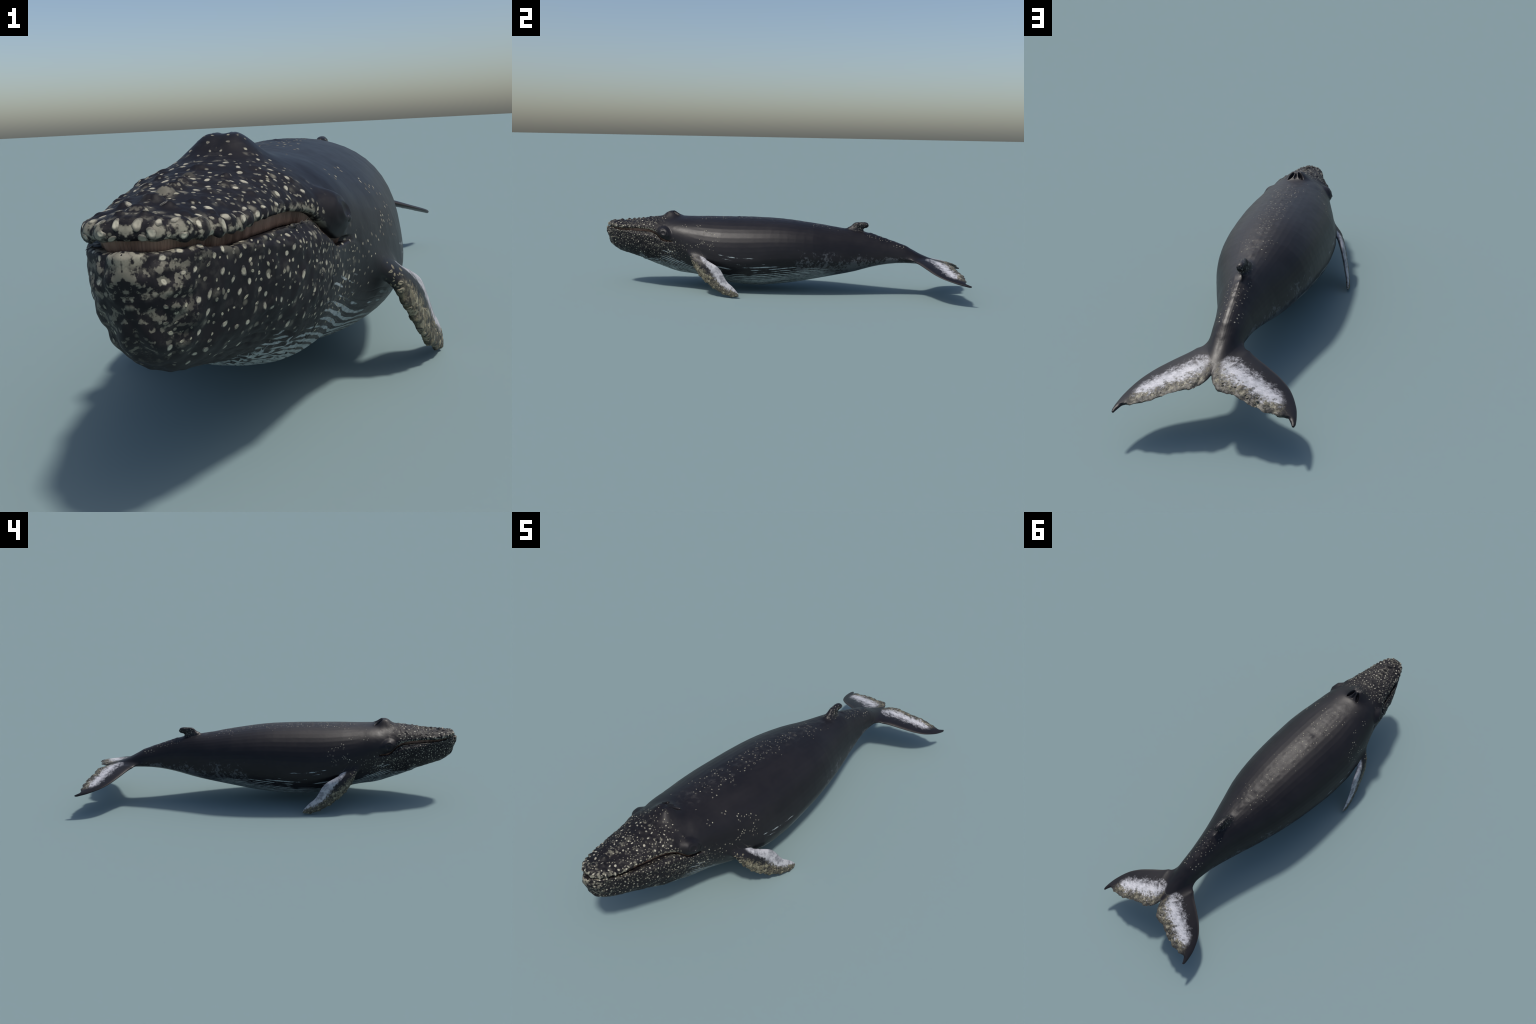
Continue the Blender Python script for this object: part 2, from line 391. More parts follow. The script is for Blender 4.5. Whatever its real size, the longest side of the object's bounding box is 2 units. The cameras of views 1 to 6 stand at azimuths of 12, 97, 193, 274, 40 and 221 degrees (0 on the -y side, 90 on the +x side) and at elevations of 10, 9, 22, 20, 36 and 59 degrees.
scene = bpy.context.scene
body = bpy.data.objects.new('body', body_me); scene.collection.objects.link(body)
helpers = []
for k, me in pieces.items():
    o = bpy.data.objects.new('helper_' + k, me); scene.collection.objects.link(o); helpers.append(o)
    md = body.modifiers.new(k, 'BOOLEAN'); md.operation = 'UNION'; md.object = o
    md.solver = 'MANIFOLD' if 'MANIFOLD' in [i.identifier for i in md.bl_rna.properties['solver'].enum_items] else 'EXACT'
dg = bpy.context.evaluated_depsgraph_get()
joined = bpy.data.meshes.new_from_object(body.evaluated_get(dg))
print('union', len(body_me.polygons), len(joined.polygons))
for o in helpers + [body]: bpy.data.objects.remove(o)

# ------------------------------------------------------------------ labels, then fillet smoothing at the joints
bm = bmesh.new(); bm.from_mesh(joined)
bmesh.ops.remove_doubles(bm, verts=bm.verts, dist=1e-5)
bmesh.ops.triangulate(bm, faces=[f for f in bm.faces if len(f.verts) > 4])
bm.verts.ensure_lookup_table(); bm.faces.ensure_lookup_table()
labels = []
for f in bm.faces:
    c = f.calc_center_median(); lab = None
    db = tree_body.find_nearest(c)[3]
    if db > 2e-4:
        best = 1e9
        for k, t in trees.items():
            d = t.find_nearest(c)[3]
            if d is not None and d < best: best = d; lab = k
    labels.append(lab)
nv = len(bm.verts)
P = np.array([v.co[:] for v in bm.verts])
E = np.array([(e.verts[0].index, e.verts[1].index) for e in bm.edges])
# joint vertices lie on faces of two labels
kinds = [set() for _ in range(nv)]
for f, l in zip(bm.faces, labels):
    for v in f.verts: kinds[v.index].add(l)
joint = [i for i in range(nv) if len(kinds[i]) > 1]
kd = KDTree(max(len(joint), 1))
for i in joint: kd.insert(P[i], i)
kd.balance()
dist = np.full(nv, 1.0)
near_zone = np.zeros(nv, bool)
for i in range(nv):
    x, y, z = P[i]
    if y > .60 or (-.60 < y < -.25 and abs(x) > .1 and z < .30) or (.28 < y < .55 and z > .28):
        dist[i] = kd.find(P[i])[2]
radius = np.where(P[:, 1] > .6, .042, np.where(P[:, 1] > .2, .012, .034))
W = (1 - smooth(.25, 1, dist / radius))[:, None]
# keep the notch of the flukes sharp
W *= (1 - .95 * np.exp(-((P[:, 0] / .03) ** 2 + ((P[:, 1] - .868) / .03) ** 2)))[:, None]
live = W[:, 0] > 1e-4
E = E[live[E[:, 0]] | live[E[:, 1]]]
ids = np.unique(E.ravel()); rm = np.full(nv, -1); rm[ids] = np.arange(len(ids)); E = rm[E]
Q, WQ = P[ids].copy(), W[ids]
deg = np.bincount(E.ravel(), minlength=len(ids))[:, None].astype(float)
for it in range(260):
    S = np.stack([np.bincount(E[:, 0], Q[E[:, 1], k], len(ids)) + np.bincount(E[:, 1], Q[E[:, 0], k], len(ids)) for k in range(3)], 1)
    Q += WQ * .6 * (S / deg - Q)
P[ids] = Q
for v, p in zip(bm.verts, P): v.co = p
bm.normal_update()
joined.clear_geometry()
bm.to_mesh(joined)
bm.free()

# ------------------------------------------------------------------ material building blocks
class Nodes:
    def __init__(self, name):
        self.mat = bpy.data.materials.new(name); self.mat.use_nodes = True
        self.t = self.mat.node_tree; self.t.nodes.clear()
        self.out = self.t.nodes.new('ShaderNodeOutputMaterial')
        self.bsdf = self.t.nodes.new('ShaderNodeBsdfPrincipled')
        self.t.links.new(self.bsdf.outputs[0], self.out.inputs[0])
        tc = self.t.nodes.new('ShaderNodeTexCoord')
        self.obj = tc.outputs['Object']
        s = self.node('ShaderNodeSeparateXYZ', self.obj)
        self.ax = self.math('ABSOLUTE', s.outputs[0]); self.y = s.outputs[1]; self.z = s.outputs[2]
        cb = self.node('ShaderNodeCombineXYZ', self.ax, self.y, self.z)
        self.p = cb.outputs[0]                               # mirrored position
    def put(self, sock, v):
        if isinstance(v, bpy.types.NodeSocket): self.t.links.new(v, sock)
        elif isinstance(v, (tuple, list)):
            sock.default_value = tuple(v) if len(v) == len(sock.default_value) else tuple(v) + (1,)
        else: sock.default_value = v
    def node(self, kind, *ins, **props):
        n = self.t.nodes.new(kind)
        for k, v in props.items(): setattr(n, k, v)
        for i, v in enumerate(ins):
            if v is not None: self.put(n.inputs[i], v)
        return n
    def math(self, op, a, b=None, c=None, clamp=False):
        n = self.node('ShaderNodeMath', a, b, c, operation=op); n.use_clamp = clamp
        return n.outputs[0]
    def add(self, a, b): return self.math('ADD', a, b)
    def sub(self, a, b): return self.math('SUBTRACT', a, b)
    def mul(self, a, b): return self.math('MULTIPLY', a, b)
    def ss(self, lo, hi, x):
        n = self.t.nodes.new('ShaderNodeMapRange'); n.interpolation_type = 'SMOOTHSTEP'
        self.put(n.inputs['Value'], x); self.put(n.inputs['From Min'], lo); self.put(n.inputs['From Max'], hi)
        return n.outputs['Result']
    def band(self, a, b, c, d, x): return self.mul(self.ss(a, b, x), self.sub(1.0, self.ss(c, d, x)))
    def noise(self, scale, detail=3, rough=.55, vec=None, stretch=None, off=0):
        v = vec or self.p
        if stretch or off:
            m = self.t.nodes.new('ShaderNodeMapping'); self.put(m.inputs[0], v)
            m.inputs['Scale'].default_value = stretch or (1, 1, 1); m.inputs['Location'].default_value = (off, off * .7, off * 1.3)
            v = m.outputs[0]
        n = self.t.nodes.new('ShaderNodeTexNoise'); self.put(n.inputs['Vector'], v)
        n.inputs['Scale'].default_value = scale; n.inputs['Detail'].default_value = detail; n.inputs['Roughness'].default_value = rough
        return n.outputs[0]
    def voronoi(self, scale, vec=None, randomness=1, feature='F1'):
        n = self.t.nodes.new('ShaderNodeTexVoronoi'); n.feature = feature; self.put(n.inputs['Vector'], vec or self.p)
        n.inputs['Scale'].default_value = scale; n.inputs['Randomness'].default_value = randomness
        return n
    def mix(self, f, a, b):
        n = self.t.nodes.new('ShaderNodeMix'); n.data_type = 'RGBA'
        self.put(n.inputs[0], f); self.put(n.inputs[6], a); self.put(n.inputs[7], b)
        return n.outputs[2]
    def curve(self, x, pts, lo, hi):
        """control curve y(x) with x in lo..hi, y in 0..1"""
        n = self.t.nodes.new('ShaderNodeFloatCurve')
        self.put(n.inputs[1], self.math('DIVIDE', self.sub(x, lo), hi - lo))
        c = n.mapping.curves[0]
        P = [((p[0] - lo) / (hi - lo), p[1]) for p in pts]
        c.points[0].location = P[0]; c.points[1].location = P[-1]
        for q in P[1:-1]: c.points.new(*q)
        n.mapping.update()
        return n.outputs[0]
    def bump(self, h, strength, dist):
        n = self.t.nodes.new('ShaderNodeBump'); n.inputs['Strength'].default_value = strength
        n.inputs['Distance'].default_value = dist; self.put(n.inputs['Height'], h)
        self.put(self.bsdf.inputs['Normal'], n.outputs[0])
    def spots(self, scale, size, lo=.35, hi=1.0, soft=.12, seed=0.):
        """round spots of varied size, one per cell; returns mask"""
        m = self.t.nodes.new('ShaderNodeMapping'); self.put(m.inputs[0], self.p); m.inputs['Location'].default_value = (seed, seed * 2, seed * 3)
        v = self.voronoi(scale, m.outputs[0], .9)
        c = self.node('ShaderNodeSeparateColor', v.outputs['Color'])
        r = self.mul(size, self.add(lo, self.mul(c.outputs[0], hi - lo)))
        d = self.math('DIVIDE', v.outputs['Distance'], r)
        return self.sub(1.0, self.ss(1 - soft * 2, 1.0, d)), c.outputs[1], d
    def finish(self, col, rough, spec=.5):
        self.put(self.bsdf.inputs['Base Color'], col); self.put(self.bsdf.inputs['Roughness'], rough)
        self.put(self.bsdf.inputs['Specular IOR Level'], spec)
        return self.mat

CREAM = (.345, .325, .25); CREAM_D = (.22, .20, .145)
DARK = (.0078, .0068, .0088); DARK2 = (.0140, .0122, .0140)
WHITE = (.33, .365, .37)  # belly white, darkened and cooled to teal-grey: underside shade baked into the colour

def dark_skin(g):
    n = g.noise(7, 5, .6)
    streak = g.noise(16, 4, .6, stretch=(1, .25, 1))
    f = g.ss(.35, .7, g.add(g.mul(n, .6), g.mul(streak, .4)))
    return g.mix(f, DARK, DARK2), streak

def make_body_skin():
    g = Nodes('whale_skin')
    col, streak = dark_skin(g)
    fine = g.noise(260, 3, .6); mid = g.noise(60, 4, .6)
    # --- coordinate round the belly: 0 at the keel, growing up the flank
    zc = g.curve(g.y, [(-1, .25), (-.7, .27), (-.5, .25), (-.2, .21), (.2, .22), (.5, .22), (.86, .2)], -1, .86)
    ang = g.math('ARCTAN2', g.ax, g.sub(zc, g.z))
    warp = g.mul(g.sub(g.noise(6, 1), .5), .5)
    # pleat lines bow down below the jaw patch and rise round the flipper
    bow = g.curve(g.y, [(-1, .50), (-.86, .56), (-.76, .50), (-.66, .40), (-.58, .47), (-.5, .56), (-.42, .50), (-.2, .5), (.1, .5), (.86, .5)], -1, .86)
    a = g.add(g.add(ang, g.mul(warp, .2)), g.mul(g.sub(bow, .5), .7))
    wave = g.math('ABSOLUTE', g.math('SINE', g.mul(a, 42.0)))
    dash = g.noise(24, 4, .6, stretch=(1, .13, 1)); chips = g.noise(75, 4, .65, stretch=(1, .3, 1))
    # height of the white on the flank
    lim = g.curve(g.y, [(-1, .0), (-.88, .0), (-.82, .16), (-.76, .34), (-.68, .46), (-.6, .52), (-.5, .57), (-.4, .59), (-.2, .64), (0, .63), (.2, .54), (.3, .38), (.4, .14), (.86, .0)], -1, .86)
    lim = g.mul(lim, 2.0)
    depth = g.sub(lim, a)                                    # >0 well inside the white
    lines = g.add(g.add(g.mul(wave, 1.0), g.mul(g.sub(dash, .5), 1.9)), g.add(g.mul(g.sub(chips, .5), 1.0), g.mul(depth, 1.15)))
    white = g.mul(g.ss(.98, 1.14, lines), g.ss(-.5, -.2, depth))
    white = g.mul(white, g.ss(-.90, -.82, g.y))
    groove = g.ss(.16, .34, wave)
    white = g.mul(white, g.add(.12, g.mul(groove, .88)))
    dots = g.ss(.60, .66, g.noise(190, 3, .6, off=3.1))
    white = g.mul(white, g.sub(1.0, g.mul(dots, .6)))
    wcol = g.mix(g.ss(.35, .65, mid), (.20, .235, .24), WHITE)
    # dribbled white patch below the jaw
    dy = g.math('DIVIDE', g.add(g.y, .765), .052); dz = g.math('DIVIDE', g.sub(g.z, .163), .022)
    el = g.math('SQRT', g.add(g.mul(dy, dy), g.mul(dz, dz)))
    drib = g.noise(70, 4, .6, stretch=(.4, 1, .35), off=2.7)
    white = g.math('MAXIMUM', white, g.mul(g.ss(.56, .62, g.add(drib, g.mul(g.sub(.55, el), .14))), g.sub(1.0, g.ss(.7, 1.1, el))))
    # --- marbling low on the tail stock
    blot = g.add(g.mul(g.noise(62, 6, .7, off=9.3), .65), g.mul(g.noise(11, 3, .5, off=4.4), .35))
    zone = g.mul(g.band(-.05, .2, .66, .76, g.y), g.sub(1.0, g.ss(.9, 2.0, ang)))
    mar = g.ss(.45, .53, g.add(blot, g.mul(g.sub(zone, .75), .20)))
    mar = g.mul(mar, g.ss(0, .3, zone))
    col = g.mix(g.mul(mar, .34), col, (.17, .18, .195))
    col = g.mix(white, col, wcol)
    # --- pale flecks of the head (the larger ones are barnacle geometry)
    head = g.sub(1.0, g.ss(-.70, -.60, g.y))
    jaw = g.mul(g.sub(1.0, g.ss(-.58, -.50, g.y)), g.sub(1.0, g.ss(.26, .30, g.z)))
    where = g.math('MAXIMUM', head, g.mul(jaw, .9))
    eyed = g.node('ShaderNodeVectorMath', g.p, (.160, -.626, .308), operation='DISTANCE').outputs['Value']
    where = g.mul(where, g.ss(.040, .052, eyed))
    patch = g.ss(.36, .56, g.noise(26, 3, .6, off=2.2))
    s1, id1, _ = g.spots(62, .36, .3, 1.0, .3, 4.3)
    s2, id2, _ = g.spots(120, .38, .3, 1.0, .2, 5.1)
    keep1 = g.mul(g.ss(.55, .65, id1), where); keep2 = g.mul(g.ss(.72, .8, id2), g.mul(where, patch))
    s3, id3, _ = g.spots(40, .42, .5, 1.0, .4, 6.1)
    fleck = g.math('MAXIMUM', g.mul(s1, keep1), g.mul(s2, keep2))
    fleck = g.math('MAXIMUM', fleck, g.mul(g.mul(g.mul(s3, g.ss(.45, .55, id3)), where), g.ss(.38, .62, mid)))
    under = g.ss(.11, .22, g.z)
    fleck = g.mul(fleck, g.add(.25, g.mul(under, .5)))
    ccol = g.mix(mid, (.13, .12, .095), CREAM)
    col = g.mix(g.mul(fleck, .9), col, ccol)
    mott = g.mul(g.mul(g.ss(.52, .68, mid), where), .09)
    col = g.mix(mott, col, (.17, .165, .14))
    chin = g.mul(g.sub(1.0, g.ss(-.975, -.935, g.y)), g.sub(1.0, g.ss(.305, .32, g.z)))
    col = g.mix(g.mul(g.mul(chin, g.ss(.51, .60, g.noise(120, 3, .55, off=3.3))), .55), col, (.24, .225, .175))
    # pale lip edges
    lipz = g.curve(g.y, [(-1, .66), (-.96, .64), (-.89, .575), (-.81, .60), (-.755, .595), (-.71, .55), (-.684, .46), (-.665, .28), (-.645, .10), (-.615, .0), (-.5, .0)], -1, -.5)
    dl = g.math('ABSOLUTE', g.sub(g.z, g.add(.262, g.mul(lipz, .10))))
    reach = g.add(.016, g.mul(g.sub(1.0, g.ss(-.95, -.80, g.y)), .012))
    lip = g.mul(g.sub(1.0, g.ss(.4, 1.0, g.math('DIVIDE', dl, reach))), g.sub(1.0, g.ss(-.69, -.64, g.y)))
    lowside = g.mul(g.ss(.0, .004, g.sub(g.add(.258, g.mul(lipz, .10)), g.z)), g.ss(-.965, -.93, g.y))
    lip = g.mul(lip, g.sub(1.0, g.mul(lowside, .7)))
    keel = g.mul(g.sub(1.0, g.ss(.004, .018, g.ax)), g.mul(g.band(-.985, -.94, -.84, -.76, g.y), g.ss(.345, .355, g.z)))
    lip = g.math('MAXIMUM', lip, g.mul(keel, .6))
    lip = g.mul(lip, g.ss(.49, .58, g.add(g.mul(g.noise(58, 3, .6, off=7), .7), g.mul(g.noise(150, 3, .6, off=7), .3))))
    col = g.mix(g.mul(lip, .8), col, g.mix(g.noise(110, 3, .6, off=1), (.14, .13, .105), (.42, .395, .30)))
    spine = g.mul(g.mul(g.sub(1.0, g.ss(.02, .075, g.ax)), g.band(-.6, -.5, .33, .43, g.y)), g.ss(.2, .3, g.z))
    smot = g.mul(spine, g.ss(.50, .66, g.add(g.mul(g.noise(40, 5, .65, off=8.1), .6), g.mul(mid, .4))))
    col = g.mix(g.mul(smot, .5), col, (.055, .050, .048))
    # --- faint ring scars along the back and shoulders
    r1, idr, dr = g.spots(34, .30, .5, 1.0, .2, 8.8)
    ringm = g.mul(g.band(.45, .7, .85, 1.0, dr), g.ss(.62, .66, idr))
    back = g.mul(g.band(-.56, -.5, .28, .34, g.y), g.sub(1.0, g.ss(.05, .085, g.ax)))
    back = g.mul(back, g.ss(.3, .36, g.z))
    col = g.mix(g.mul(g.mul(ringm, back), .35), col, (.2, .185, .15))
    # --- curved rub marks above the flipper
    q = g.node('ShaderNodeVectorMath', g.p, (.2, -.47, .155), operation='DISTANCE').outputs['Value']
    arcs = g.math('ABSOLUTE', g.math('SINE', g.mul(g.add(q, g.mul(g.noise(14, 2, off=1.1), .05)), 190.0)))
    arcm = g.mul(g.sub(1.0, g.ss(0, .16, arcs)), g.band(.055, .075, .11, .125, q))
    arcm = g.mul(g.mul(arcm, g.ss(.185, .205, g.z)), g.ss(.46, .58, g.noise(9, 2, off=6.6)))
    col = g.mix(g.mul(arcm, .3), col, (.15, .14, .11))
    h = g.add(g.add(g.mul(fine, .25), g.mul(mid, .5)), g.mul(fleck, .8))
    h = g.sub(h, g.mul(g.mul(g.sub(1.0, groove), g.ss(-.1, .1, depth)), 1.2))
    g.bump(h, .5, .0012)
    rough = g.add(g.add(.34, g.mul(spine, .05)), g.mul(g.noise(30, 4, .6, off=.5), .16))
    rough = g.add(rough, g.mul(g.math('MAXIMUM', g.math('MAXIMUM', white, fleck), g.mul(head, .8)), .2))
    return g.finish(col, rough, g.sub(.29, g.mul(head, .10)))

def crust(g, off):
    """barnacle crust: cream, brown and black grains"""
    v = g.voronoi(95); c = g.node('ShaderNodeSeparateColor', v.outputs['Color'])
    n = g.noise(120, 4, .65, off=off); n2 = g.noise(30, 3, .55, off=off + 2)
    a = g.mix(g.ss(.35, .62, n), (.030, .027, .022), (.15, .133, .085))
    a = g.mix(g.mul(g.ss(.6, .9, c.outputs[0]), .6), a, (.36, .33, .23))
    a = g.mix(g.mul(g.ss(.48, .62, n2), .65), a, (.024, .022, .022))
    edge = g.sub(1.0, g.ss(.1, .5, v.outputs['Distance']))
    return a, g.add(g.mul(n, .7), g.mul(edge, .6))

def make_fluke_skin():
    g = Nodes('fluke_skin')
    col, streak = dark_skin(g)
    yl = g.add(.66, g.mul(.36, g.curve(g.ax, [(x, (y - .66) / .36) for x, y in LEAD_XY[:10]], 0, .2825)))
    yt = g.add(.66, g.mul(.36, g.curve(g.ax, [(x, (y - .66) / .36) for x, y in TRAIL_XY[:10]] + [(.2825, .93)], 0, .2825)))
    c = g.math('DIVIDE', g.sub(g.y, yl), g.math('MAXIMUM', g.sub(yt, yl), .01))
    rag = g.sub(g.noise(42, 6, .68), .5); rag2 = g.sub(g.noise(130, 4, .65, off=3), .5)
    cc = g.add(c, g.add(g.mul(rag, .55), g.mul(rag2, .45)))
    tipfade = g.add(g.ax, g.mul(rag, .07))
    tipm = g.sub(1.0, g.ss(.218, .246, tipfade))
    rootm = g.ss(.012, .042, g.add(g.ax, g.mul(rag, .05)))
    ends = g.mul(tipm, rootm)
    lo = g.curve(g.ax, [(0, .68), (.03, .58), (.10, .47), (.2, .46), (.25, .52), (.2825, .58)], 0, .2825)
    w = g.mul(g.ss(-.14, .16, g.sub(cc, lo)), ends)
    col = g.mix(g.mul(w, .97), col, g.mix(g.ss(.4, .65, g.noise(60, 4, .6, off=5)), (.46, .46, .48), (.60, .59, .61)))
    cr, ch = crust(g, 1.)
    k = g.mul(g.ss(.68, .86, g.add(c, g.add(g.mul(rag, .6), g.mul(rag2, .5)))), g.mul(g.sub(1.0, g.ss(.235, .26, tipfade)), g.ss(.0, .02, g.ax)))
    col = g.mix(k, col, cr)
    rim = g.mul(g.ss(.93, .99, c), g.sub(1.0, g.ss(.24, .26, g.ax)))
    col = g.mix(g.mul(rim, .6), col, (.045, .042, .036))
    # dark ring marks in the white
    s, i, d = g.spots(52, .40, .6, 1.0, .15, 2.2)
    ring = g.mul(g.band(.35, .6, .8, 1.0, d), g.ss(.55, .6, i))
    col = g.mix(g.mul(g.mul(ring, g.band(.58, .68, .95, 1.0, c)), .75), col, (.06, .06, .055))
    lead = g.mul(g.sub(1.0, g.ss(.02, .10, c)), g.band(.07, .13, .24, .27, g.ax))
    col = g.mix(g.mul(lead, .5), col, (.06, .05, .045))
    g.bump(g.add(g.mul(ch, k), g.mul(rag2, .3)), .6, .0018)
    return g.finish(col, g.add(.42, g.mul(g.math('MAXIMUM', w, k), .1)), g.add(.29, g.mul(w, .15)))

def make_flipper_skin():
    g = Nodes('flipper_skin')
    col, streak = dark_skin(g)
    # span and chord coordinates from the root to the tip
    S = Vector((.070, .262, -.205)); L = S.length; S /= L
    root = Vector((.215, -.4365, .1975))
    rel = g.node('ShaderNodeVectorMath', g.p, tuple(root), operation='SUBTRACT').outputs[0]
    dot = lambda v, d: g.node('ShaderNodeVectorMath', v, tuple(d), operation='DOT_PRODUCT').outputs['Value']
    s = g.math('DIVIDE', dot(rel, S), L)
    C = Vector((0, .62, .785)); C = (C - S * C.dot(S)).normalized()
    t = dot(rel, C)
    edges = {'l': [], 't': []}
    for k, pts in (('l', FL_LEAD[1:]), ('t', FL_TRAIL[1:])):
        for p in pts:
            r = Vector(p) - root
            edges[k].append((r.dot(S) / L, r.dot(C)))
        edges[k].sort()
    lo, hi = -.12, 1.05
    def ec(pts):
        pts = [(lo, pts[0][1])] + [p for p in pts if lo < p[0] < hi] + [(hi, pts[-1][1])]
        return g.sub(g.mul(g.curve(s, [(p[0], (p[1] + .1) / .2) for p in pts], lo, hi), .2), .1)
    tl, tt = ec(edges['l']), ec(edges['t'])
    c = g.math('DIVIDE', g.sub(t, tl), g.math('MAXIMUM', g.sub(tt, tl), .008))   # 0 front edge, 1 rear edge
    rag = g.sub(g.noise(45, 6, .68), .5); rag2 = g.sub(g.noise(140, 4, .65, off=3), .5)
    cr, ch = crust(g, 4.)
    edge_c = g.curve(s, [(lo, 1.0), (.02, .90), (.12, .80), (.25, .70), (.42, .50), (.6, .42), (.8, .42), (.95, .55), (hi, .8)], lo, hi)
    w = g.ss(-.04, .12, g.sub(g.add(c, g.add(g.mul(rag, .5), g.mul(rag2, .15))), edge_c))
    w = g.mul(w, g.ss(.0, .10, g.add(s, g.mul(rag, .1))))
    white = g.mix(g.ss(.36, .60, g.noise(45, 5, .65, off=5)), (.20, .20, .215), (.44, .435, .45))
    col = g.mix(w, col, white)
    kc = g.curve(s, [(lo, .60), (.05, .46), (.2, .42), (.4, .42), (.6, .48), (.8, .62), (.95, .95), (hi, 1.0)], lo, hi)
    k = g.sub(1.0, g.ss(-.08, .10, g.sub(g.add(c, g.add(g.mul(rag, .7), g.mul(rag2, .5))), kc)))
    k = g.mul(k, g.ss(-.02, .12, g.add(s, g.mul(rag, .2))))
    col = g.mix(g.mul(k, .92), col, cr)
    pits = g.mul(g.ss(.63, .68, g.noise(150, 3, .6, off=8)), g.ss(.45, .7, s))
    col = g.mix(g.mul(pits, .8), col, (.05, .045, .04))
    g.bump(g.add(g.mul(ch, k), g.mul(rag2, .3)), .6, .0018)
    return g.finish(col, g.add(.45, g.mul(g.math('MAXIMUM', w, k), .12)), .32)

def make_dorsal_skin():
    g = Nodes('dorsal_fin_skin')
    col, streak = dark_skin(g)
    n = g.noise(80, 4, .6)
    s, i, d = g.spots(85, .46, .4, 1.0, .25, 3.3)
    keep = g.mul(s, g.ss(.4, .5, i))
    col = g.mix(g.mul(keep, .75), col, g.mix(n, (.05, .048, .045), (.26, .245, .21)))
    col = g.mix(g.mul(g.ss(.5, .7, n), .2), col, (.12, .115, .105))
    g.bump(g.add(n, keep), .5, .001)
    return g.finish(col, .44, .32)

def make_barnacle(name, ring, tone):
    g = Nodes(name)
    s = g.node('ShaderNodeSeparateXYZ', g.obj)
    r = g.math('SQRT', g.add(g.mul(s.outputs[0], s.outputs[0]), g.mul(s.outputs[1], s.outputs[1])))
    info = g.t.nodes.new('ShaderNodeObjectInfo')
    rn = info.outputs['Random']
    wob = g.mul(g.sub(g.noise(2.2, 3, .6, vec=g.obj), .5), .6)
    r = g.add(r, wob)
    pale = g.mix(rn, tuple(c * tone * .75 for c in CREAM), tuple(c * tone * 1.25 for c in CREAM))
    if ring is None:
        col = g.mix(g.ss(.45, .95, r), pale, (.12, .112, .088))
    elif ring:
        k = g.band(.22, .45, .72, .95, r)
        col = g.mix(k, (.045, .042, .038), pale)
        col = g.mix(g.ss(.85, 1.0, r), col, (.03, .028, .03))
    else:
        col = g.mix(g.mul(g.sub(1.0, g.ss(.0, .35, r)), .35), pale, (.16, .145, .10))
        col = g.mix(g.ss(.5, .95, r), col, (.05, .047, .043))
    return g.finish(col, .55, .4)

def plain(name, a, b, scale, rough, spec=.5):
    g = Nodes(name)
    n = g.noise(scale, 4, .6)
    g.bump(n, .3, .0008)
    return g.finish(g.mix(g.ss(.35, .65, n), a, b), rough, spec)

M_SKIN = make_body_skin(); M_FLUKE = make_fluke_skin(); M_FLIP = make_flipper_skin(); M_DORSAL = make_dorsal_skin()
M_BARN = make_barnacle('barnacle_pale', False, 1.0); M_RING = make_barnacle('barnacle_ring', True, .52); M_LIPB = make_barnacle('barnacle_lip', None, 1.0)
M_STUFF = plain('barnacle_small', (.09, .085, .065), (.34, .32, .235), 70, .6, .4)
M_STUFF_RIM = plain('barnacle_rim', (.03, .028, .026), (.08, .075, .062), 90, .6, .4)
M_EYE = plain('eye_dark', (.008, .008, .009), (.014, .013, .013), 60, .3, .4)
M_MOUTH = plain('mouth_lining', (.012, .009, .008), (.03, .02, .017), 50, .55)

# ------------------------------------------------------------------ split into parts sharing border vertices and normals
root = bpy.data.objects.new('humpback_whale', None)
scene.collection.objects.link(root)
root['label'] = 'dark humpback whale with barnacled head, white pleated belly and white-banded flukes'
root['category'] = 'whale'

me = joined
nv, nf = len(me.vertices), len(me.polygons)
co = np.empty(nv * 3); me.vertices.foreach_get('co', co); co = co.reshape(-1, 3)
for p in me.polygons: p.use_smooth = True
vn = np.empty(nv * 3); me.vertex_normals.foreach_get('vector', vn); vn = vn.reshape(-1, 3)
polys = [tuple(p.vertices) for p in me.polygons]
part_of = []
for vs, lab in zip(polys, labels):
    c = co[list(vs)].mean(0)
    if lab in ('flipper_r', 'flipper_l'): part_of.append(lab)
    elif lab in ('fluke_r', 'fluke_l'): part_of.append('fluke_r' if c[0] > 0 else 'fluke_l')
    elif lab == 'dorsal': part_of.append('dorsal')
    elif c[1] < -.553:
        # upper lip and roof of the mouth belong to the head, the rest to the jaw
        gap = .5 * (float(upper_lip(c[1])) + float(lower_lip(c[1])))
        part_of.append('head' if c[2] > gap else 'jaw')
    elif c[1] < .50: part_of.append('torso')
    else: part_of.append('tail')
spec = {'head': ('head', M_SKIN), 'jaw': ('lower_jaw', M_SKIN), 'torso': ('torso', M_SKIN), 'tail': ('tail_stock', M_SKIN),
        'flipper_r': ('flipper', M_FLIP), 'flipper_l': ('flipper', M_FLIP), 'fluke_r': ('fluke', M_FLUKE), 'fluke_l': ('fluke', M_FLUKE),
        'dorsal': ('dorsal_fin', M_DORSAL)}
part_arr = np.array(part_of)
objs = {}
for key, (name, mat) in spec.items():
    fi = np.nonzero(part_arr == key)[0]
    used = sorted({v for i in fi for v in polys[i]})
    remap = {v: i for i, v in enumerate(used)}
    m = mesh_from(name, co[used], [[remap[v] for v in polys[i]] for i in fi])
    for p in m.polygons: p.use_smooth = True
    m.normals_split_custom_set_from_vertices([tuple(n) for n in vn[used]])
    m.materials.append(mat)
    o = bpy.data.objects.new(name, m); scene.collection.objects.link(o); o.parent = root
    objs[key] = o

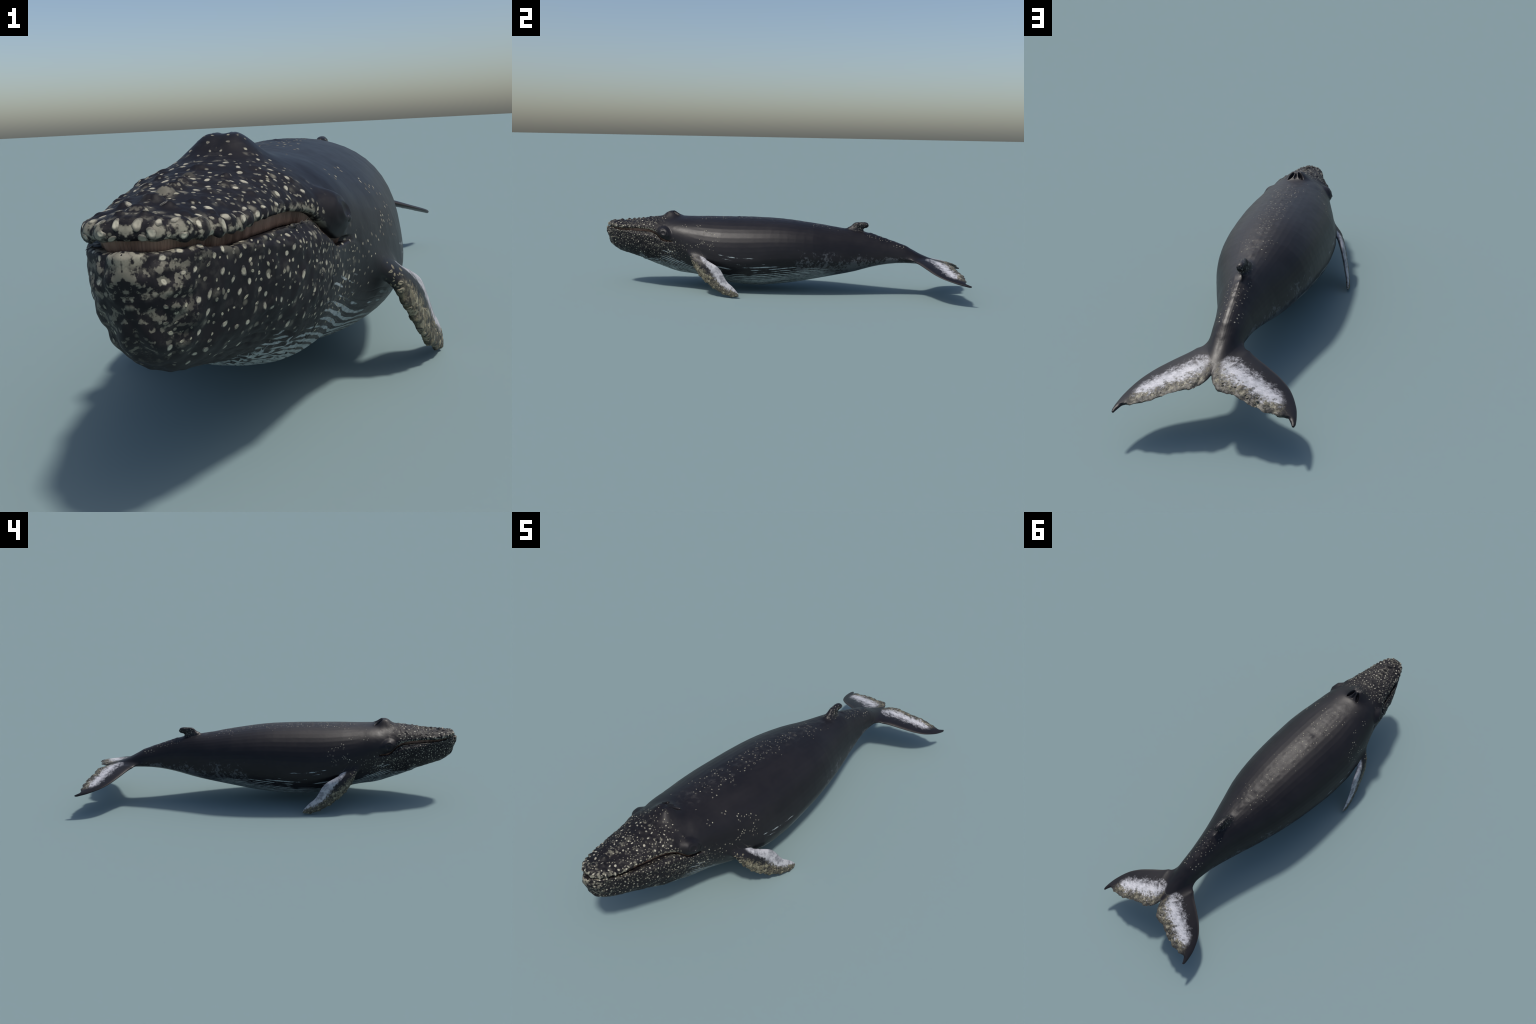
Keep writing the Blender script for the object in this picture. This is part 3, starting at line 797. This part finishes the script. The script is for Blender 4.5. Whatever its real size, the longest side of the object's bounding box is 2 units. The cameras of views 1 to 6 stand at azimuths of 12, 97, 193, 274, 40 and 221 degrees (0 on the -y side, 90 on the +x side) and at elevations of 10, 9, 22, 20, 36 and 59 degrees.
# ------------------------------------------------------------------ baleen: ribbed curtain just inside the lips
def lip_path(n):
    """plan curve of the lip from one mouth corner round the snout to the other"""
    ys = np.concatenate([np.linspace(-.578, -.93, n), -.93 - (np.linspace(0, 1, n // 3)[1:] ** .6) * (.93 + TIP_U) * -1])
    ys = np.clip(ys, TIP_U, None)
    xs = np.array([float(upper_width(y)) * math.sqrt(max(0, 1 - max(0, 1 - (y - TIP_U) / .010) ** 2)) for y in ys])
    return xs, ys
xs, ys = lip_path(260)
P2 = np.stack([np.concatenate([xs, -xs[::-1][1:]]), np.concatenate([ys, ys[::-1][1:]])], 1)
seg = np.concatenate([[0], np.cumsum(np.linalg.norm(np.diff(P2, axis=0), axis=1))])
keep = np.concatenate([[True], np.diff(seg) > 1e-6]); P2 = P2[keep]; seg = seg[keep]
n = 1500
q = np.linspace(0, seg[-1], n)
bx, by = np.interp(q, seg, P2[:, 0]), np.interp(q, seg, P2[:, 1])
tx, ty = np.gradient(bx), np.gradient(by); tl = np.hypot(tx, ty); tx /= tl; ty /= tl
for _ in range(12):
    tx = np.convolve(np.pad(tx, 2, 'edge'), np.ones(5) / 5, 'valid'); ty = np.convolve(np.pad(ty, 2, 'edge'), np.ones(5) / 5, 'valid')
tl = np.hypot(tx, ty); tx /= tl; ty /= tl
inx, iny = ty, -tx
if (inx * bx)[:100].mean() > 0: inx, iny = -inx, -iny
ph = q / .0042
rib = .0009 * (np.abs(np.sin(np.pi * ph)) ** .7) + .0006 * np.sin(ph * .37 + 1.3) + .0004 * np.sin(ph * .91)
off = .0105 - rib
zu, zl = upper_lip(by), lower_lip(by)
Vb = []; Fb = []
rows = 6
for i in range(n):
    for k in range(rows):
        t = k / (rows - 1)
        o = off[i] + .004 * t * t
        Vb.append((bx[i] + inx[i] * o, by[i] + iny[i] * o, zu[i] + .007 + (zl[i] - .007 - zu[i] - .004) * t))
    for k in range(rows):
        t = 1 - k / (rows - 1)
        o = off[i] + .004 + .004 * t * t
        Vb.append((bx[i] + inx[i] * o, by[i] + iny[i] * o, zu[i] + .007 + (zl[i] - .007 - zu[i] - .004) * t))
R2 = rows * 2
for i in range(n - 1):
    for k in range(R2):
        Fb.append((i * R2 + k, i * R2 + (k + 1) % R2, (i + 1) * R2 + (k + 1) % R2, (i + 1) * R2 + k))
Fb += [tuple(range(R2)), tuple(range((n - 1) * R2, n * R2))]
mb = mesh_from('baleen', Vb, Fb)
bm = bmesh.new(); bm.from_mesh(mb); bmesh.ops.recalc_face_normals(bm, faces=bm.faces); bm.to_mesh(mb); bm.free()
for p in mb.polygons: p.use_smooth = True
g = Nodes('baleen_brown')
nb = g.noise(60, 4, .6, stretch=(1, 1, .12)); nb2 = g.noise(12, 3, .5)
g.bump(nb, .4, .0008)
M_BAL = g.finish(g.mix(g.ss(.3, .7, g.add(g.mul(nb, .65), g.mul(nb2, .35))), (.085, .045, .030), (.34, .215, .155)), .55, .4)
mb.materials.append(M_BAL)
ob = bpy.data.objects.new('baleen', mb); scene.collection.objects.link(ob); ob.parent = root

# ------------------------------------------------------------------ surface lookup for things set on the skin
skin_tree = BVHTree.FromPolygons([tuple(c) for c in co], polys)
def on_skin(p):
    loc, nor, fi, d = skin_tree.find_nearest(Vector(p))
    nn = Vector((0, 0, 0))
    for v in polys[fi]: nn += Vector(vn[v])
    return loc, nn.normalized()

# eyes
bm = bmesh.new(); bmesh.ops.create_uvsphere(bm, u_segments=28, v_segments=18, radius=1)
eye_me = bpy.data.meshes.new('eye'); bm.to_mesh(eye_me); bm.free()
for p in eye_me.polygons: p.use_smooth = True
eye_me.materials.append(M_EYE)
for sx in (1, -1):
    loc, nor = on_skin((sx * (EYE[0] + .02), EYE[1] + .0015, EYE[2]))
    o = bpy.data.objects.new('eye', eye_me); scene.collection.objects.link(o)
    rot = nor.to_track_quat('Z', 'Y').to_matrix().to_4x4()
    o.matrix_world = Matrix.Translation(loc - nor * .0032) @ rot @ Matrix.Diagonal((.0062, .0055, .0042, 1))
    o.parent = root

# ------------------------------------------------------------------ barnacles
def barnacle_mesh(name, seed, crater, mats, rim_index=0):
    r = random.Random(seed)
    n = 18
    ph = [r.uniform(0, 6.28) for _ in range(3)]
    wob = [1 + .16 * math.sin(2 * 2 * math.pi * i / n + ph[0]) + .10 * math.sin(3 * 2 * math.pi * i / n + ph[1]) + .04 * math.sin(5 * 2 * math.pi * i / n + ph[2]) for i in range(n)]
    prof = [(.22, .20 - .14 * crater), (.42, .26 - .03 * crater), (.64, .25), (.84, .13), (1.0, -.06), (1.02, -.4)]
    V = [(0, 0, .20 - .20 * crater)]; F = []
    for rad, h in prof:
        for i in range(n):
            a = 2 * math.pi * i / n
            V.append((rad * wob[i] * math.cos(a), rad * wob[i] * math.sin(a), h))
    for i in range(n): F.append((0, 1 + i, 1 + (i + 1) % n))
    for k in range(len(prof) - 1):
        for i in range(n):
            a0 = 1 + k * n + i; a1 = 1 + k * n + (i + 1) % n
            F.append((a0, a0 + n, a1 + n, a1))
    m = mesh_from(name, V, F)
    for p in m.polygons:
        p.use_smooth = True
        if len(mats) > 1 and max(math.hypot(m.vertices[v].co.x, m.vertices[v].co.y) for v in p.vertices) > .93: p.material_index = 1
    for mt in mats: m.materials.append(mt)
    return m

rs = random.Random(20)
cands = []                                                   # (location, normal, radius, kind, flatness)
grid = {}
def free(p, r):
    k = tuple(int(math.floor(c / .02)) for c in p)
    for dx in (-1, 0, 1):
        for dy in (-1, 0, 1):
            for dz in (-1, 0, 1):
                for q, rq in grid.get((k[0] + dx, k[1] + dy, k[2] + dz), ()):
                    if (q - p).length < (r + rq) * .98: return False
    return True
def try_place(p, r, kind, flat=.35, gap=1.0):
    loc, nor = on_skin(p)
    if loc.x < r * 1.3 or (loc.y < -.96 and loc.z < .322 and loc.x < .026): return False
    if not free(loc, r * gap) or math.hypot(loc.y + .624, (loc.z - .308) * 1.1) < .046 and loc.x > .1 and loc.z > .272: return False
    k = tuple(int(math.floor(c / .02)) for c in loc)
    grid.setdefault(k, []).append((loc.copy(), r * gap))
    cands.append((loc, nor, r, kind, flat)); return True

# candidate positions: random points on the skin of the right half, by area
tri_c = np.array([co[list(v)].mean(0) for v in polys]); area = np.array([p.area for p in me.polygons])
def sampler(mask, seed):
    idx = np.nonzero(mask)[0]
    pr = area[idx] / area[idx].sum()
    r = np.random.RandomState(seed)
    return lambda n: tri_c[r.choice(idx, n, p=pr)]
X, Y, Z = tri_c[:, 0], tri_c[:, 1], tri_c[:, 2]
lipu, lipl = upper_lip(Y), lower_lip(Y)
skinlike = np.isin(part_arr, ['head', 'jaw', 'torso', 'tail'])
outside = np.ones(len(Y), bool)
pocket = (Y < -.56) & (X < upper_width(np.clip(Y, TIP_U, -.41)) - .006) & (Z < lipu + .005) & (Z > lipl - .008) & (Y > -.97)
ok = skinlike & (X > 0) & ~pocket
up = part_arr == 'head'; low = part_arr == 'jaw'
# larger ones along the upper lip
for p in sampler(ok & up & (Y < -.66) & (Z < lipu + .018) & (Z > lipu + .002), 1)(70):
    f = 1 - float(smooth(-.9, -.75, p[1]))
    try_place(p, rs.uniform(.0028, .0042) + .0022 * f * rs.random(), 'lip', .4, 1.1)
for p in sampler(ok & up & (Y < -.69) & (Z > lipu + .014), 2)(800):
    t = float(smooth(-.72, -.9, p[1])) if False else float(1 - smooth(-.90, -.68, p[1]))
    centre = abs(p[0]) / float(upper_width(p[1]))
    dens = .20 + .35 * t + .30 * float(smooth(.25, .6, centre)) * (p[1] > -.86)
    if rs.random() < dens * (.45 + 1.1 * (float(value_noise(np.array(p), 24, 77)) > -.05)): try_place(p, rs.choice([.0019, .0024, .0030, .0038, .0048, .0056]) * rs.uniform(.85, 1.2), 'pale', .3, 1.65)
for p in sampler(ok & up & (Y > -.70) & (Y < -.63) & (Z > .345) & (X < .09), 3)(40):
    try_place(p, rs.uniform(.0022, .0036), rs.choice(['pale', 'ring']), .3, 1.8)
for p in sampler(ok & low & (Z > lipl - .12) & (Z > .15), 4)(1500):
    d = float(lower_lip(p[1])) - p[2]
    fade = 1 - float(smooth(.05, .12, d))
    if rs.random() < (.25 + .75 * fade) * (.45 + .8 * (float(value_noise(np.array(p), 24, 78)) > -.1)): try_place(p, rs.choice([.0018, .0023, .0029, .0036, .0043]) * rs.uniform(.85, 1.2), 'pale', .2, 1.55)
for p in sampler(ok & (part_arr == 'torso') & (Y < -.49) & (Z > .17) & (Z < .255), 5)(70):
    try_place(p, rs.uniform(.0018, .003), rs.choice(['pale', 'ring', 'pale']), .28, 2.4)
# dorsal band of ring scars, clumped
clumps = [(rs.uniform(0, .05), rs.uniform(-.52, .30)) for _ in range(16)]
for p in sampler(ok & (part_arr == 'torso') & (Y > -.54) & (Y < .33) & (X < .075) & (Z > .33), 6)(270):
    near = min(math.hypot((p[0] - c[0]) / .02, (p[1] - c[1]) / .04) for c in clumps)
    if near < 1 or rs.random() < .10: try_place(p, rs.uniform(.0022, .0036), rs.choice(['ring', 'ring', 'pale']), .22, 1.7)
# shoulder arc and cheek trail
for y, z in ((-.528, .352), (-.522, .345), (-.515, .358), (-.505, .347), (-.448, .356), (-.44, .350), (-.43, .355), (-.40, .330), (-.39, .334), (-.383, .324), (-.372, .318), (-.36, .320), (-.352, .313), (-.340, .315),
             (-.35, .305), (-.402, .318), (-.398, .312), (-.33, .288), (-.322, .302), (-.318, .282), (-.345, .282), (-.42, .288), (-.405, .275), (-.398, .280), (-.392, .274), (-.41, .268), (-.40, .266),
             (-.43, .260), (-.418, .262), (-.44, .255), (-.425, .248), (-.372, .262), (-.36, .255), (-.355, .262), (-.348, .252), (-.345, .268), (-.338, .256), (-.36, .238), (-.34, .234), (-.47, .252), (-.46, .245), (-.49, .258)):
    hit = skin_tree.ray_cast(Vector((.6, y, z)), Vector((-1, 0, 0)))[0]
    try_place(hit, rs.uniform(.0026, .0038), rs.choice(['ring', 'pale', 'ring']), .22, 1.0)
# behind the splash guard and tail keel
for p in sampler(ok & (Y > .47) & (Y < .67) & (X < .045) & (Z > .25), 8)(46):
    try_place(p, rs.uniform(.0024, .0038), rs.choice(['ring', 'pale', 'ring']), .25, 2.0)
for p in sampler((part_arr == 'dorsal') & (X > .001), 9)(60):
    try_place(p, rs.uniform(.002, .0036), 'ring', .3, 1.4)
# knobbly crust on the front edge of the flippers and hind edge of the flukes
fs = np.array([.070, .262, -.205]); rel = tri_c - np.array([.215, -.4365, .1975]); sp = rel @ fs / (fs @ fs)
Cv = np.array([0, .62, .785]); Cv = Cv - fs * (Cv @ fs) / (fs @ fs); Cv /= np.linalg.norm(Cv); tc = rel @ Cv
led = sorted([((np.array(p) - [.215, -.4365, .1975]) @ fs / (fs @ fs), (np.array(p) - [.215, -.4365, .1975]) @ Cv) for p in FL_LEAD[1:]])
tl_ = np.interp(sp, [a for a, b in led], [b for a, b in led])
for p in sampler((part_arr == 'flipper_r') & (tc - tl_ < .036) & (sp > -.1) & (sp < .95), 10)(300):
    try_place(p, rs.choice([.0022, .003, .004, .005]) * rs.uniform(.8, 1.1), 'crust', .5, 1.15)
ty_ = np.interp(X, [a for a, b in TRAIL_XY[:10]], [b for a, b in TRAIL_XY[:10]])
for p in sampler((part_arr == 'fluke_r') & (Y > ty_ - .035) & (X < .245) & (X > .02), 12)(260):
    try_place(p, rs.choice([.002, .0028, .0036]) * rs.uniform(.8, 1.1), rs.choice(['crust', 'ring']), .35, 1.5)

M_CRUST = plain('barnacle_crust', (.035, .032, .026), (.24, .215, .145), 1.1, .6, .4)
variants = {'lip': [barnacle_mesh('barnacle', s + 30, .3, [M_LIPB]) for s in range(3)], 'pale': [barnacle_mesh('barnacle', s, .5 + .2 * (s % 3), [M_BARN]) for s in range(4)],
            'ring': [barnacle_mesh('barnacle_scar', s + 10, 1.0, [M_RING]) for s in range(3)],
            'crust': [barnacle_mesh('barnacle_crust', s + 20, .6, [M_CRUST]) for s in range(3)]}
def frame(loc, nor, r, flat, spin):
    rot = nor.to_track_quat('Z', 'Y').to_matrix().to_4x4()
    return Matrix.Translation(loc) @ rot @ Matrix.Rotation(spin, 4, 'Z') @ Matrix.Diagonal((r * rs.uniform(1.0, 1.2), r * rs.uniform(.6, 1.0), r * flat * 1.5, 1))
flip = Matrix.Scale(-1, 4, (1, 0, 0))
order = sorted(range(len(cands)), key=lambda i: -cands[i][2] * (1.25 if cands[i][3] in ('pale', 'lip') else 1))
named = set(order[:148])
SV, SF, SM = [], [], []
for i, (loc, nor, r, kind, flat) in enumerate(cands):
    base = variants[kind][i % len(variants[kind])]
    M = frame(loc, nor, r, flat, rs.uniform(0, 6.28))
    n2 = Vector((-nor.x, nor.y, nor.z)); l2 = Vector((-loc.x, loc.y, loc.z))
    Mm = frame(l2, n2, r, flat, rs.uniform(0, 6.28))
    for T in (M, Mm):
        if i in named:
            o = bpy.data.objects.new('barnacle', base); scene.collection.objects.link(o)
            o.matrix_world = T; o.parent = root
        else:
            off_v = len(SV)
            SV += [tuple(T @ v.co) for v in base.vertices]
            for p in base.polygons:
                rr = max(math.hypot(base.vertices[v].co.x, base.vertices[v].co.y) for v in p.vertices)
                SF.append([off_v + v for v in p.vertices])
                if kind == 'ring': SM.append(1 if (rr > .8 or rr < .3) else 2)
                elif kind == 'crust': SM.append(3)
                else: SM.append(1 if rr > .93 else 0)
sm = mesh_from('barnacle_crowd', SV, SF)
for m in (M_STUFF, M_STUFF_RIM, plain('barnacle_scar_small', (.10, .092, .07), (.21, .19, .145), 90, .6, .4), plain('barnacle_crust_small', (.018, .017, .015), (.19, .17, .115), 40, .6, .4)): sm.materials.append(m)
for p, k in zip(sm.polygons, SM): p.material_index = k; p.use_smooth = True
so = bpy.data.objects.new('barnacle_crowd', sm); scene.collection.objects.link(so); so.parent = root
so['kind'] = 'stuff'
print('barnacles', len(cands) * 2)
for m in list(bpy.data.meshes):
    if m.users == 0: bpy.data.meshes.remove(m)
